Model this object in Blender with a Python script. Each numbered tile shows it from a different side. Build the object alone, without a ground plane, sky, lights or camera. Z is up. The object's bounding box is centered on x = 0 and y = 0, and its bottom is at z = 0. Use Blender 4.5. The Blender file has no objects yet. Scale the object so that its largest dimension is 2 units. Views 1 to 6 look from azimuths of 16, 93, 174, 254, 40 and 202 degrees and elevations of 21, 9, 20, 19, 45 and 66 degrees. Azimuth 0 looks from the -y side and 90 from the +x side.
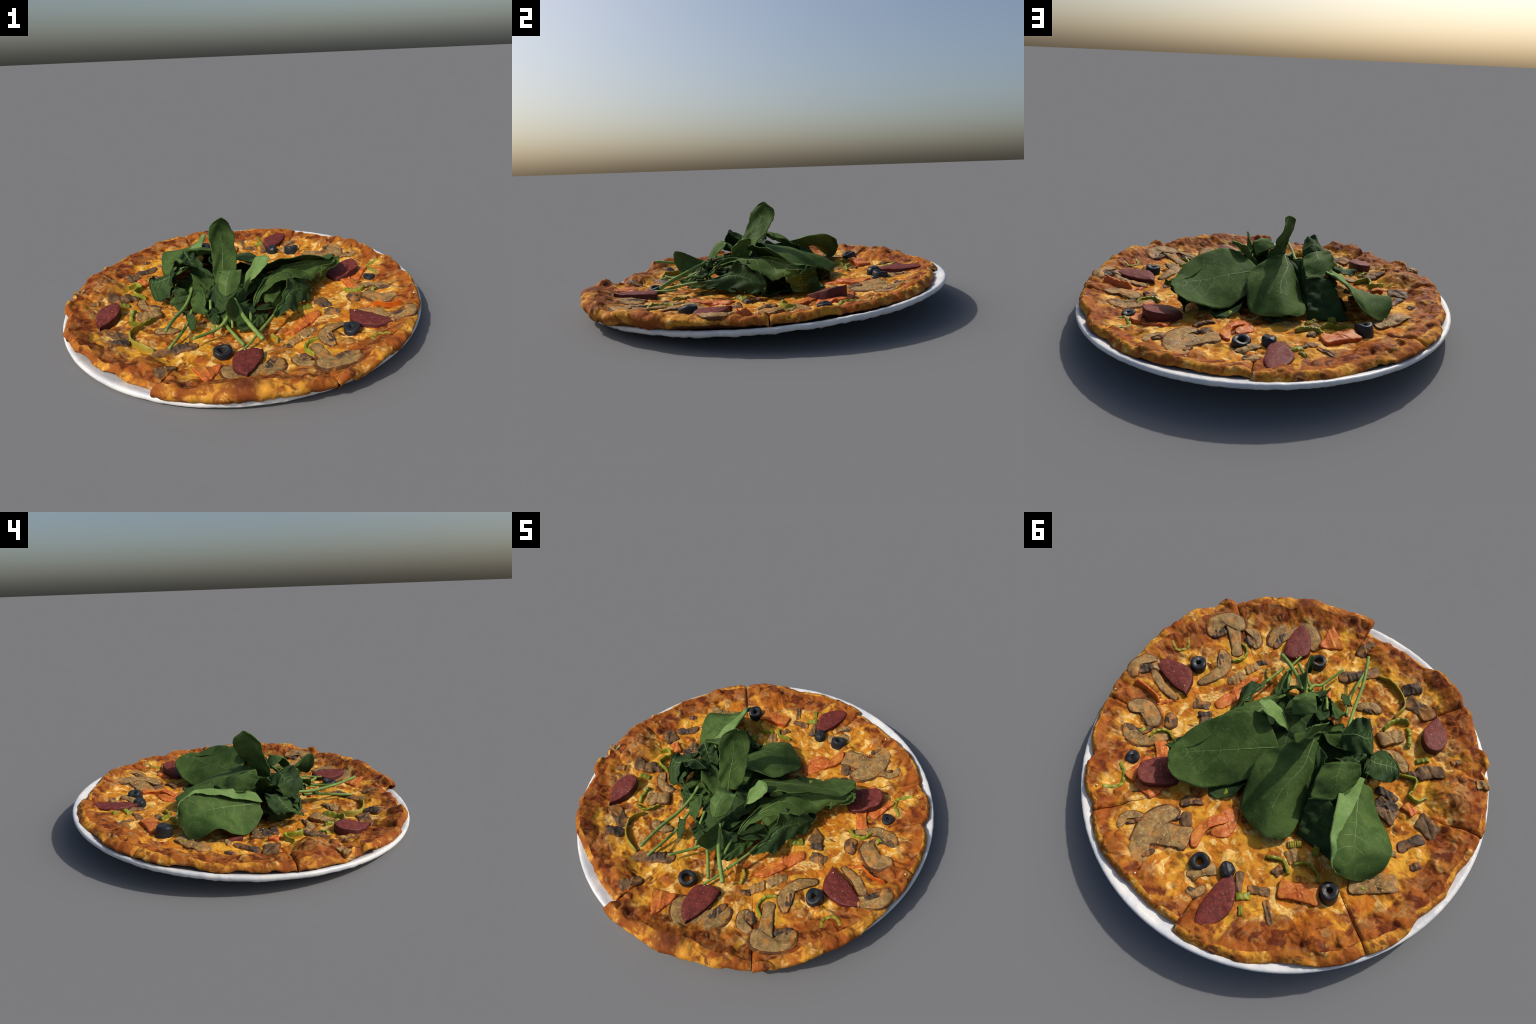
import bpy, math, random
import numpy as np
from mathutils import Vector

random.seed(7)
rng = np.random.default_rng(7)
rad = math.radians

# ------------------------------------------------------------------ helpers
def lin(r, g, b):
    f = lambda c: ((c / 255 + .055) / 1.055) ** 2.4 if c > 10 else c / 255 / 12.92
    return (f(r), f(g), f(b), 1.0)

def new_object(name, mesh, parent=None, loc=(0, 0, 0)):
    ob = bpy.data.objects.new(name, mesh)
    bpy.context.scene.collection.objects.link(ob)
    ob.location = loc
    if parent is not None:
        ob.parent = parent
    return ob

def make_mesh(name, V, F, mats, smooth=True, fmat=None):
    me = bpy.data.meshes.new(name)
    me.from_pydata([tuple(map(float, v)) for v in V], [], F)
    for m in (mats if isinstance(mats, (list, tuple)) else [mats]):
        me.materials.append(m)
    if fmat is not None:
        me.polygons.foreach_set('material_index', np.asarray(fmat, dtype=np.int32))
    me.polygons.foreach_set('use_smooth', [smooth] * len(me.polygons))
    me.update()
    return me

def catmull(P, n, closed=False):
    """n samples on a Catmull-Rom spline through the rows of P."""
    P = np.asarray(P, float)
    m = len(P)
    if closed:
        t = np.linspace(0, m, n, endpoint=False)
    else:
        t = np.linspace(0, m - 1, n)
    i = np.floor(t).astype(int)
    if not closed:
        i = np.minimum(i, m - 2)
    f = (t - i).reshape((-1,) + (1,) * (P.ndim - 1))
    if closed:
        g = lambda k: P[k % m]
    else:
        Q = np.concatenate([[2 * P[0] - P[1]], P, [2 * P[-1] - P[-2]]])
        g = lambda k: Q[k + 1]
    p0, p1, p2, p3 = g(i - 1), g(i), g(i + 1), g(i + 2)
    return .5 * (2 * p1 + (p2 - p0) * f + (2 * p0 - 5 * p1 + 4 * p2 - p3) * f ** 2
                 + (3 * p1 - p0 - 3 * p2 + p3) * f ** 3)

def sstep(a, b, x):
    t = np.clip((x - a) / (b - a), 0, 1)
    return t * t * (3 - 2 * t)

def shader_noise(P, scale, detail=2., rough=.5, dist=0., offset=(0, 0, 0), cells=False):
    """the very field that the shader's Noise Texture makes, sampled at points P"""
    me = bpy.data.meshes.new('probe')
    me.vertices.add(len(P))
    me.vertices.foreach_set('co', np.ascontiguousarray(P, dtype=np.float32).ravel())
    ob = bpy.data.objects.new('probe', me)
    bpy.context.scene.collection.objects.link(ob)
    ng = bpy.data.node_groups.new('probe', 'GeometryNodeTree')
    ng.interface.new_socket('Geometry', in_out='INPUT', socket_type='NodeSocketGeometry')
    ng.interface.new_socket('Geometry', in_out='OUTPUT', socket_type='NodeSocketGeometry')
    gi, go = ng.nodes.new('NodeGroupInput'), ng.nodes.new('NodeGroupOutput')
    st = ng.nodes.new('GeometryNodeStoreNamedAttribute')
    st.data_type = 'FLOAT'; st.domain = 'POINT'
    st.inputs['Name'].default_value = 'val'
    nz = ng.nodes.new('ShaderNodeTexVoronoi' if cells else 'ShaderNodeTexNoise')
    pos = ng.nodes.new('GeometryNodeInputPosition')
    add = ng.nodes.new('ShaderNodeVectorMath'); add.operation = 'ADD'
    add.inputs[1].default_value = offset
    nz.inputs['Scale'].default_value = scale
    if not cells:
        nz.inputs['Detail'].default_value = detail
        nz.inputs['Roughness'].default_value = rough
        nz.inputs['Distortion'].default_value = dist
    L = ng.links
    L.new(pos.outputs[0], add.inputs[0]); L.new(add.outputs[0], nz.inputs['Vector'])
    L.new(gi.outputs[0], st.inputs['Geometry']); L.new(nz.outputs[0], st.inputs['Value'])
    if cells == 'pick':
        sx = ng.nodes.new('ShaderNodeSeparateXYZ')
        L.new(nz.outputs['Color'], sx.inputs[0]); L.new(sx.outputs[0], st.inputs['Value'])
    L.new(st.outputs[0], go.inputs[0])
    md = ob.modifiers.new('probe', 'NODES'); md.node_group = ng
    dg = bpy.context.evaluated_depsgraph_get()
    ev = ob.evaluated_get(dg)
    out = np.empty(len(P), np.float32)
    ev.data.attributes['val'].data.foreach_get('value', out)
    bpy.data.objects.remove(ob); bpy.data.meshes.remove(me); bpy.data.node_groups.remove(ng)
    return out.astype(float)

# -------------------------------------------------------- materials: node kit
class Mat:
    def __init__(s, name, rough=.55, spec=.3):
        s.m = bpy.data.materials.new(name); s.m.use_nodes = True
        s.t = s.m.node_tree; s.n = s.t.nodes; s.l = s.t.links
        s.b = s.n['Principled BSDF']
        s.b.inputs['Roughness'].default_value = rough
        s.b.inputs['Specular IOR Level'].default_value = spec
        s.tc = s.n.new('ShaderNodeTexCoord')
        s.vec = s.tc.outputs['Object']
    def put(s, sock, v):
        if isinstance(v, bpy.types.NodeSocket):
            s.l.new(v, sock)
        else:
            sock.default_value = v
    def offset_random(s):
        oi = s.n.new('ShaderNodeObjectInfo')
        mul = s.math('MULTIPLY', oi.outputs['Random'], 37.)
        va = s.n.new('ShaderNodeVectorMath'); va.operation = 'ADD'
        s.l.new(s.tc.outputs['Object'], va.inputs[0]); s.l.new(mul, va.inputs[1])
        s.vec = va.outputs[0]
        return oi.outputs['Random']
    def shift(s, off, scale=(1, 1, 1)):
        mp = s.n.new('ShaderNodeMapping')
        s.l.new(s.vec, mp.inputs['Vector'])
        mp.inputs['Location'].default_value = off
        mp.inputs['Scale'].default_value = scale
        return mp.outputs[0]
    def noise(s, scale, detail=2., rough=.5, dist=0., off=None, vec=None):
        nz = s.n.new('ShaderNodeTexNoise')
        s.l.new(vec if vec is not None else (s.shift(off) if off else s.vec), nz.inputs['Vector'])
        nz.inputs['Scale'].default_value = scale
        nz.inputs['Detail'].default_value = detail
        nz.inputs['Roughness'].default_value = rough
        nz.inputs['Distortion'].default_value = dist
        return nz.outputs[0]
    def voronoi(s, scale, feature='F1', off=None, out='Distance', rnd=1.):
        v = s.n.new('ShaderNodeTexVoronoi'); v.feature = feature
        s.l.new(s.shift(off) if off else s.vec, v.inputs['Vector'])
        v.inputs['Scale'].default_value = scale
        v.inputs['Randomness'].default_value = rnd
        return v.outputs[out]
    def math(s, op, a, b=None, clamp=False):
        m = s.n.new('ShaderNodeMath'); m.operation = op; m.use_clamp = clamp
        s.put(m.inputs[0], a)
        if b is not None:
            s.put(m.inputs[1], b)
        return m.outputs[0]
    def step(s, v, a, b, lo=0., hi=1.):
        r = s.n.new('ShaderNodeMapRange'); r.interpolation_type = 'SMOOTHSTEP'
        s.put(r.inputs[0], v)
        r.inputs[1].default_value = a; r.inputs[2].default_value = b
        r.inputs[3].default_value = lo; r.inputs[4].default_value = hi
        return r.outputs[0]
    def mix(s, f, a, b, mode='MIX'):
        m = s.n.new('ShaderNodeMix'); m.data_type = 'RGBA'; m.blend_type = mode
        s.put(m.inputs[0], f); s.put(m.inputs[6], a); s.put(m.inputs[7], b)
        return m.outputs[2]
    def color(s, c):
        s.put(s.b.inputs['Base Color'], c)
    def bump(s, h, strength=.3, dist=.01):
        b = s.n.new('ShaderNodeBump')
        b.inputs['Strength'].default_value = strength; b.inputs['Distance'].default_value = dist
        s.l.new(h, b.inputs['Height']); s.l.new(b.outputs[0], s.b.inputs['Normal'])

# ---------------------------------------------------------- shape of the pizza
def sheet(x, y):
    """the pizza's slightly dished and tilted middle surface"""
    r2 = x * x + y * y
    return .064 + .005 * x + .054 * y + .046 * r2 + .008 * sstep(.35, .85, -x)

def rim_plane(x, y):
    """plane of the plate's rim, tilted up towards +y"""
    return .092 + .0045 * x + .060 * y

# toasted blisters: x, y, radius, height, how brown
BLISTERS = [
    (-.80, -.15, .115, .048, .75), (-.885, -.06, .075, .030, .9), (-.45, .71, .085, .034, .8),
    (-.535, .70, .038, .018, .9), (-.404, .65, .030, .012, .8), (-.387, .744, .045, .018, .8),
    (-.637, .615, .040, .014, .8), (-.858, .314, .050, .014, .8), (-.853, .165, .070, .012, .8),
    (-.859, .046, .036, .010, .7), (-.664, .516, .030, .010, .7), (.534, .716, .048, .020, .8),
    (.332, .765, .042, .018, .8), (.712, .560, .040, .010, .7), (.171, .867, .032, .010, .7),
    (-.215, .836, .030, .012, .8), (-.115, .785, .030, .006, .7), (-.239, -.801, .090, .030, .8),
    (-.528, -.775, .062, .020, .8), (-.643, -.690, .064, .020, .8), (.003, -.674, .032, .010, .9),
    (-.025, -.950, .045, .010, .8), (-.358, -.833, .070, .018, .8), (-.925, -.385, .042, .026, 1.),
    (-.797, -.493, .045, .006, .6), (-.28, -.56, .075, .010, .6), (.852, -.474, .032, .012, .9),
    (.900, -.409, .030, .012, .8), (.831, -.576, .050, .014, .8), (.695, -.760, .045, .022, .7),
    (.905, .044, .055, .010, .8), (.790, .450, .050, .006, .6), (.640, -.440, .060, .010, .6),
    (.250, -.905, .080, .016, 1.), (.890, .30, .035, .006, .6), (-.72, -.55, .05, .006, .5),
    (-.42, -.70, .06, .006, .5), (-.745, .505, .06, .006, .7), (-.20, .89, .07, .006, .9),
]
# cuts of the wheel knife (degrees) and the crust outline of each slice (degrees, radius)
CUTS = [-137.5, -96.3, -50.1, 4., 41.7, 82.8, 133.2, 179.5, 222.5]
OUTLINE = [
    [(-137.5, .979), (-133, .985), (-126, .975), (-121, .960), (-112, .932), (-104, .929), (-96.3, .929)],
    [(-96.3, .996), (-90, .998), (-80, .999), (-75, 1.006), (-70, 1.003), (-65, 1.008), (-60, 1.016), (-55, 1.006), (-50.1, 1.012)],
    [(-50.1, 1.026), (-47, 1.032), (-43, 1.016), (-38, 1.020), (-33, 1.016), (-25, 1.008), (-18, .996), (-10, .982), (0, .974), (4, .972)],
    [(4, .974), (13, .972), (21, .956), (24, .944), (26, .964), (33, .967), (36, .962), (39, .946), (41.7, .955)],
    [(41.7, .960), (44, .960), (52, .964), (56, .958), (61, .946), (67, .926), (75, .933), (82.8, .927)],
    [(82.8, .955), (87, .964), (93, .967), (100, .969), (107, .957), (110, .949), (116, .959), (121, .968), (128, .980), (133.2, .976)],
    [(133.2, .973), (139, .978), (145, .971), (151, .948), (157, .962), (160, .961), (162, .951), (168, .955), (172, .965), (179.5, .977)],
    [(179.5, .985), (182, .988), (191, .979), (193, .981), (197, .988), (199, .974), (202, .992), (206, .992), (208, .968), (214, .982), (220, .994), (222.5, .989)],
]
# crust rim: angle, width of the bare crust outside the cheese, rise of the crust above the sheet, drop of its outer edge
RIM = [(-137.5, .022, .026, .016), (-130, .022, .034, .016), (-124, .022, .034, .016), (-117, .020, .008, .014), (-98, .020, .006, .014),
       (-96, .030, .036, .012), (-85, .045, .042, .014), (-75, .075, .056, .022), (-68, .080, .054, .022),
       (-60, .060, .058, .018), (-55, .045, .038, .014), (-50.5, .040, .036, .014), (-48, .035, .046, .014), (-42, .050, .042, .012), (-34, .070, .052, .012),
       (-26, .050, .050, .014), (-14, .028, .042, .016), (4, .022, .034, .018), (22, .022, .032, .018), (41, .025, .022, .018),
       (50, .030, .026, .020), (60, .030, .026, .020), (72, .028, .020, .020), (82, .028, .016, .020), (92, .036, .020, .022), (104, .042, .016, .022), (115, .050, .026, .022),
       (124, .052, .036, .024), (132, .052, .030, .024), (140, .050, .034, .024), (148, .030, .030, .020), (156, .024, .020, .020), (168, .024, .016, .020), (177, .030, .024, .022),
       (182, .036, .030, .022), (192, .036, .022, .022), (203, .024, .018, .022), (210, .024, .022, .022), (216, .026, .014, .020), (222, .028, .022, .020)]

def rim_at(deg):
    a = np.array([r[0] for r in RIM])
    return [np.interp(deg, a, [r[k] for r in RIM]) for k in (1, 2, 3)]

def flat(x, y):
    return np.stack([x, y, np.zeros_like(x)], -1)

def relief(x, y, fine=True):
    """height of cheese relief over the sheet"""
    P = flat(x, y)
    h = np.zeros_like(x)
    w = (shader_noise(P, 14, 2, .5) - .5) * .05
    for bx, by, br, bh, _ in BLISTERS:
        d = np.hypot(x - bx, y - by) + w
        t = np.clip(1 - (d / (br * 1.15)) ** 2, 0, None)
        h = np.maximum(h, bh * t ** .8)
    n1 = shader_noise(P, 5, 2, .5, .4, (3, 1, 0))
    n2 = shader_noise(P, 17, 3, .55, .6)
    h = h + (n1 - .5) * .034 + (n2 - .5) * .022 + (shader_noise(P, 9, 2, .5, .6, (0, 9, 0)) - .5) * .026
    # small round blisters, one to a cell
    d = shader_noise(P, 15, offset=(2, 2, 0), cells='dist'); k = shader_noise(P, 15, offset=(2, 2, 0), cells='pick')
    h = h + .012 * np.clip(1 - (d / .46) ** 2, 0, 1) ** .8 * sstep(.50, .62, k) * (.35 + .65 * sstep(.55, .85, np.hypot(x, y)))
    if fine:
        n3 = shader_noise(P, 48, 2, .5, .4, (0, 5, 0))
        h = h + (n3 - .5) * .004
    return h

# raster of the top surface, for setting toppings down on it
G = 401
gx, gy = np.meshgrid(np.linspace(-1.05, 1.05, G), np.linspace(-1.05, 1.05, G), indexing='ij')
def rise(x, y):
    deg = (np.degrees(np.arctan2(y, x)) + 137.5) % 360 - 137.5
    return rim_at(deg)[1] * np.clip((np.hypot(x, y) / .95 - .78) / .22, 0, 1) ** 1.9
TOP = sheet(gx, gy) + relief(gx.ravel(), gy.ravel(), False).reshape(G, G) + rise(gx, gy)
def top(x, y):
    u = np.clip((np.asarray(x, float) + 1.05) / 2.1 * (G - 1), 0, G - 1.001)
    v = np.clip((np.asarray(y, float) + 1.05) / 2.1 * (G - 1), 0, G - 1.001)
    i, j = u.astype(int), v.astype(int); a, b = u - i, v - j
    return (TOP[i, j] * (1 - a) * (1 - b) + TOP[i + 1, j] * a * (1 - b)
            + TOP[i, j + 1] * (1 - a) * b + TOP[i + 1, j + 1] * a * b)

# -------------------------------------------------------------------- materials
def cheese_material():
    M = Mat('melted_cheese', .6, .08)
    M.vec = M.shift((0, 0, 0), (1, 1, 0))
    warp = M.noise(14, 2, .5)
    big = M.noise(5, 2, .5, .4, off=(3, 1, 0))
    mid = M.noise(17, 3, .55, .6)
    pale = M.noise(11, 4, .6, 1.2, off=(9, 4, 0))
    fine = M.noise(60, 4, .6, .4)
    toast = M.noise(7, 3, .56, .7, off=(1, 8, 0))
    c = M.mix(M.step(big, .38, .62), lin(176, 106, 28), lin(202, 148, 48))
    c = M.mix(M.step(fine, .44, .66, 0, .3), c, lin(214, 154, 62))
    # orange oil
    oil = M.noise(16, 3, .6, .5, off=(2, 2, 7))
    c = M.mix(M.step(oil, .52, .60, 0, .75), c, lin(168, 92, 26))
    # pale stretches of mozzarella
    c = M.mix(M.step(pale, .52, .59, 0, .9), c, M.mix(M.step(fine, .4, .6), lin(206, 160, 80), lin(224, 190, 120)))
    # toasting: random patches, blisters and a band along the rim
    sep = M.n.new('ShaderNodeSeparateXYZ'); M.l.new(M.vec, sep.inputs[0])
    x, y = sep.outputs[0], sep.outputs[1]
    wv = M.math('MULTIPLY', M.math('SUBTRACT', warp, .5), .07)
    spots = None
    comb = M.n.new('ShaderNodeCombineXYZ'); M.l.new(x, comb.inputs[0]); M.l.new(y, comb.inputs[1])
    for bx, by, br, bh, k in BLISTERS:
        d = M.n.new('ShaderNodeVectorMath'); d.operation = 'DISTANCE'
        M.l.new(comb.outputs[0], d.inputs[0]); d.inputs[1].default_value = (bx, by, 0)
        s = M.step(M.math('ADD', d.outputs['Value'], wv), br * 1.2, br * .6, 0, k)
        spots = s if spots is None else M.math('MAXIMUM', spots, s)
    spots = M.math('MULTIPLY', spots, M.step(M.noise(26, 4, .65, .5, off=(6, 0, 2)), .32, .50, .45, 1))
    ln = M.n.new('ShaderNodeVectorMath'); ln.operation = 'LENGTH'; M.l.new(comb.outputs[0], ln.inputs[0])
    rim = M.step(M.math('ADD', ln.outputs['Value'], M.math('MULTIPLY', M.math('SUBTRACT', toast, .5), .55)), .77, .88, 0, .95)
    rnd = M.step(toast, .55, .61, 0, .85)
    cell = M.n.new('ShaderNodeTexVoronoi'); M.l.new(M.shift((2, 2, 0)), cell.inputs['Vector']); cell.inputs['Scale'].default_value = 15
    pick = M.n.new('ShaderNodeSeparateXYZ'); M.l.new(cell.outputs['Color'], pick.inputs[0])
    near = M.math('ADD', cell.outputs['Distance'], M.math('MULTIPLY', M.math('SUBTRACT', M.noise(40, 3, .6), .5), .35))
    small = M.math('MULTIPLY', M.math('MULTIPLY', M.step(near, .50, .28), M.step(pick.outputs[0], .50, .62)), M.step(ln.outputs['Value'], .45, .85, .25, .7))
    rnd = M.math('MAXIMUM', rnd, small)
    brown = M.math('MAXIMUM', M.math('MAXIMUM', spots, rim), rnd)
    c = M.mix(M.math('MULTIPLY', brown, .88), c, M.mix(M.step(mid, .42, .58), lin(112, 48, 22), lin(142, 74, 28)))
    dark = M.math('MULTIPLY', brown, M.step(M.noise(15, 4, .58, .8, off=(4, 4, 4)), .50, .60))
    c = M.mix(M.math('MULTIPLY', dark, .85), c, lin(82, 32, 18))
    # charred freckles
    sp = M.step(M.noise(60, 2, .5, 0, off=(5, 3, 1)), .68, .74, 0, .6)
    c = M.mix(sp, c, lin(84, 44, 20))
    M.color(c)
    M.put(M.b.inputs['Roughness'], M.step(M.noise(30, 2), .35, .65, .5, .75))
    M.bump(M.math('ADD', M.noise(110, 4, .6), M.math('MULTIPLY', M.noise(40, 3, .6), 1.5)), .14, .006)
    return M.m

def crust_material():
    M = Mat('baked_crust', .75, .12)
    n1, n2, n3 = M.noise(7, 3, .6, .5), M.noise(24, 4, .65, .4), M.noise(90, 3, .6)
    c = M.mix(M.step(n1, .38, .60), lin(154, 90, 30), lin(196, 136, 46))
    c = M.mix(M.step(n2, .54, .66, 0, .6), c, lin(222, 180, 108))
    c = M.mix(M.step(M.noise(9, 4, .65, .6, off=(5, 2, 0)), .44, .56, 0, .85), c, lin(132, 64, 24))
    c = M.mix(M.step(M.noise(13, 4, .65, .6, off=(1, 7, 3)), .58, .68, 0, .8), c, lin(70, 36, 24))
    c = M.mix(M.step(n3, .5, .7, 0, .4), c, lin(140, 82, 34))
    # scorched bubble on the folded edge
    d = M.n.new('ShaderNodeVectorMath'); d.operation = 'DISTANCE'
    mp = M.shift((0, 0, 0), (1, 1, 0)); M.l.new(mp, d.inputs[0]); d.inputs[1].default_value = (.27, -.895, 0)
    s = M.step(M.math('ADD', d.outputs['Value'], M.math('MULTIPLY', M.math('SUBTRACT', n2, .5), .09)), .12, .02, 0, .85)
    c = M.mix(s, c, lin(92, 46, 26))
    M.color(c)
    M.bump(M.math('ADD', n3, M.noise(35, 3)), .3, .006)
    return M.m

def simple_material(name, base, alt, spot, scale=30, rough=.65, spec=.1, spot_at=(.6, .72), bump=.25, stretch=None, rnd=.15, glaze=0.):
    M = Mat(name, rough, spec)
    r = M.offset_random()
    v = M.shift((0, 0, 0), stretch) if stretch else M.vec
    n1 = M.noise(scale, 4, .6, .5, vec=v); n2 = M.noise(scale * 3.1, 3, .6, vec=v)
    c = M.mix(M.step(n1, .36, .64), base, alt)
    c = M.mix(M.step(n2, spot_at[0], spot_at[1], 0, .75), c, spot)
    c = M.mix(M.step(r, 0, 1, 0, rnd), c, alt)
    if glaze:
        c = M.mix(M.step(M.noise(15, 4, .6, .8, off=(3, 3, 3)), .52, .62, 0, glaze), c, lin(196, 124, 44))
    M.color(c)
    M.bump(M.math('ADD', n1, M.math('MULTIPLY', n2, .6)), bump, .006)
    return M.m

CHEESE = cheese_material()
CRUST = crust_material()
SCORCH = simple_material('scorched_dough', lin(96, 60, 36), lin(124, 76, 40), lin(70, 44, 30), 16, .8, .1)
SAUSAGE = simple_material('cured_sausage', lin(112, 48, 40), lin(88, 36, 32), lin(156, 98, 76), 40, .6, .2, (.60, .66))
SAUSAGE_SKIN = simple_material('sausage_skin', lin(84, 30, 30), lin(66, 26, 24), lin(110, 52, 40), 26, .5, .3)
OLIVE = simple_material('black_olive', lin(38, 40, 44), lin(28, 30, 34), lin(60, 66, 70), 30, .42, .3, (.62, .74))
OLIVE_IN = simple_material('olive_flesh', lin(58, 62, 62), lin(34, 36, 36), lin(112, 112, 100), 60, .5, .3, (.56, .7))
PIMENTO = simple_material('pimento', lin(150, 54, 26), lin(110, 40, 20), lin(176, 84, 40), 40)
CAP = simple_material('mushroom_flesh', lin(150, 120, 72), lin(118, 90, 54), lin(178, 150, 100), 26, .6, .2, (.54, .66), .3, glaze=.4)
CAP_DARK = simple_material('roasted_mushroom', lin(116, 88, 56), lin(82, 62, 44), lin(146, 116, 76), 30, .6, .2, glaze=.4)
SKIN = simple_material('mushroom_skin', lin(112, 76, 44), lin(84, 56, 34), lin(140, 104, 64), 30, glaze=.4)
CONTACT_SHADE = simple_material('painted_contact_shade', lin(98, 64, 38), lin(74, 48, 30), lin(124, 86, 50), 30, glaze=.35)
GILL = simple_material('mushroom_gills', lin(80, 64, 50), lin(58, 48, 42), lin(110, 92, 70), 46, .6, .2, glaze=.3)
TOMATO = simple_material('tomato', lin(190, 104, 42), lin(174, 82, 32), lin(206, 140, 74), 26, .5, .25, (.54, .64), glaze=.8)
TOMATO_SKIN = simple_material('tomato_skin', lin(180, 80, 34), lin(158, 60, 28), lin(200, 112, 48), 26, .5, .25, glaze=.4)
CARROT = simple_material('orange_pepper', lin(206, 106, 24), lin(180, 78, 20), lin(222, 140, 48), 20, .45, .35)
PEPPER = simple_material('green_pepper', lin(140, 142, 38), lin(112, 116, 28), lin(172, 170, 74), 22, .45, .35)
PEPPER_DARK = simple_material('roasted_green_pepper', lin(128, 118, 34), lin(150, 132, 44), lin(104, 92, 26), 18, .5, .3)
SEED = simple_material('sesame_crumb', lin(226, 206, 168), lin(206, 180, 136), lin(236, 222, 190), 60)

def leaf_material(name, a, b, c3):
    M = Mat(name, .65, .08)
    M.offset_random()
    n1, n2, n3 = M.noise(7, 3, .55, .5), M.noise(30, 3, .6, .6), M.noise(140, 2)
    c = M.mix(M.step(n1, .34, .66), a, b)
    c = M.mix(M.step(n2, .48, .72, 0, .5), c, c3)
    M.color(c)
    M.bump(M.math('ADD', M.math('MULTIPLY', n2, 2.), n3), .22, .006)
    tr = M.n.new('ShaderNodeBsdfTranslucent'); M.l.new(c, tr.inputs['Color'])
    mx = M.n.new('ShaderNodeMixShader'); mx.inputs[0].default_value = .12
    out = M.n['Material Output']
    M.l.new(M.b.outputs[0], mx.inputs[1]); M.l.new(tr.outputs[0], mx.inputs[2])
    M.l.new(mx.outputs[0], out.inputs['Surface'])
    return M.m

LEAF_DARK = leaf_material('arugula_dark', lin(42, 60, 34), lin(56, 76, 40), lin(68, 90, 50))  # leaf greens darkened slightly towards the shading baked into the scan
LEAF = leaf_material('arugula_green', lin(58, 80, 38), lin(78, 100, 50), lin(92, 114, 62))
LEAF_MID = leaf_material('arugula_mid', lin(74, 98, 50), lin(92, 116, 64), lin(106, 128, 76))
LEAF_PALE = leaf_material('arugula_underside', lin(98, 128, 68), lin(116, 142, 84), lin(126, 150, 96))
VEIN = simple_material('leaf_vein', lin(96, 120, 64), lin(80, 104, 54), lin(116, 138, 82), 30, .5, .3)
STEM = simple_material('arugula_stem', lin(124, 148, 78), lin(96, 124, 54), lin(150, 166, 106), 16, .5, .2)

def plate_material():
    M = Mat('glazed_plate', .35, .45)
    n1, n2 = M.noise(9, 4, .6, .4), M.noise(55, 3, .6)
    c = M.mix(M.step(n1, .4, .66), lin(216, 214, 210), lin(196, 198, 200))
    c = M.mix(M.step(n2, .6, .74, 0, .35), c, lin(150, 150, 150))
    sep = M.n.new('ShaderNodeSeparateXYZ'); M.l.new(M.vec, sep.inputs[0])
    M.color(c)
    M.bump(M.noise(26, 4, .6), .3, .01)
    return M.m
PLATE = plate_material()

# ------------------------------------------------------------------------ plate
def build_plate():
    n = 360
    th = np.linspace(0, 2 * np.pi, n, endpoint=False)
    R = .991 * (1 - .0064 * np.cos(2 * (th - 2.1677)))
    circ = np.stack([np.cos(th), np.sin(th), np.zeros(n)], -1)
    rag = (shader_noise(circ * 1.0, 9, 4, .7) - .5) * 2
    rag2 = (shader_noise(circ * 1.0, 30, 3, .7, 0, (4, 0, 0)) - .5) * 2
    # profile: radius fraction, height under the rim plane, raggedness
    prof = [(.0, -.052, 0), (.30, -.051, 0), (.55, -.047, 0), (.72, -.040, 0), (.84, -.032, 0), (.91, -.021, 0), (.955, -.008, .15),
            (.975, .000, .3), (.988, .003, .35), (.997, .000, .3), (1.0, -.008, .2), (.999, -.017, .2),
            (.994, -.023, .8), (.978, -.029, 1.2), (.955, -.033, .5), (.90, -.038, .3), (.80, -.046, 0),
            (.60, -.058, 0), (.30, -.063, 0), (.0, -.064, 0)]
    V, F = [], []
    for k, (f, dz, rg) in enumerate(prof):
        r = R * f + rag2 * .007 * rg
        x, y = -.005 + r * np.cos(th), .006 + r * np.sin(th)
        z = rim_plane(x, y) + dz + (rag * .012 + rag2 * .012) * rg
        z = np.maximum(z, .0 if dz < -.02 else .006)
        V.append(np.stack([x, y, z], -1))
    V = np.concatenate(V)
    for k in range(len(prof) - 1):
        for i in range(n):
            j = (i + 1) % n
            F.append((k * n + i, (k + 1) * n + i, (k + 1) * n + j, k * n + j))
    F = [f for f in F]
    V[:, 2] -= max(0, V[:, 2].min())
    me = make_mesh('plate', V, F, PLATE)
    ob = new_object('plate', me)
    ob['label'] = 'round white glazed plate with a rough low rim'
    ob['category'] = 'plate'
    return ob

# ------------------------------------------------------------------------ pizza
pizza = bpy.data.objects.new('pizza', None)
bpy.context.scene.collection.objects.link(pizza)
pizza['label'] = 'baked pizza with mushrooms, sausage, olives and a heap of arugula'
pizza['category'] = 'pizza'

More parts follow.
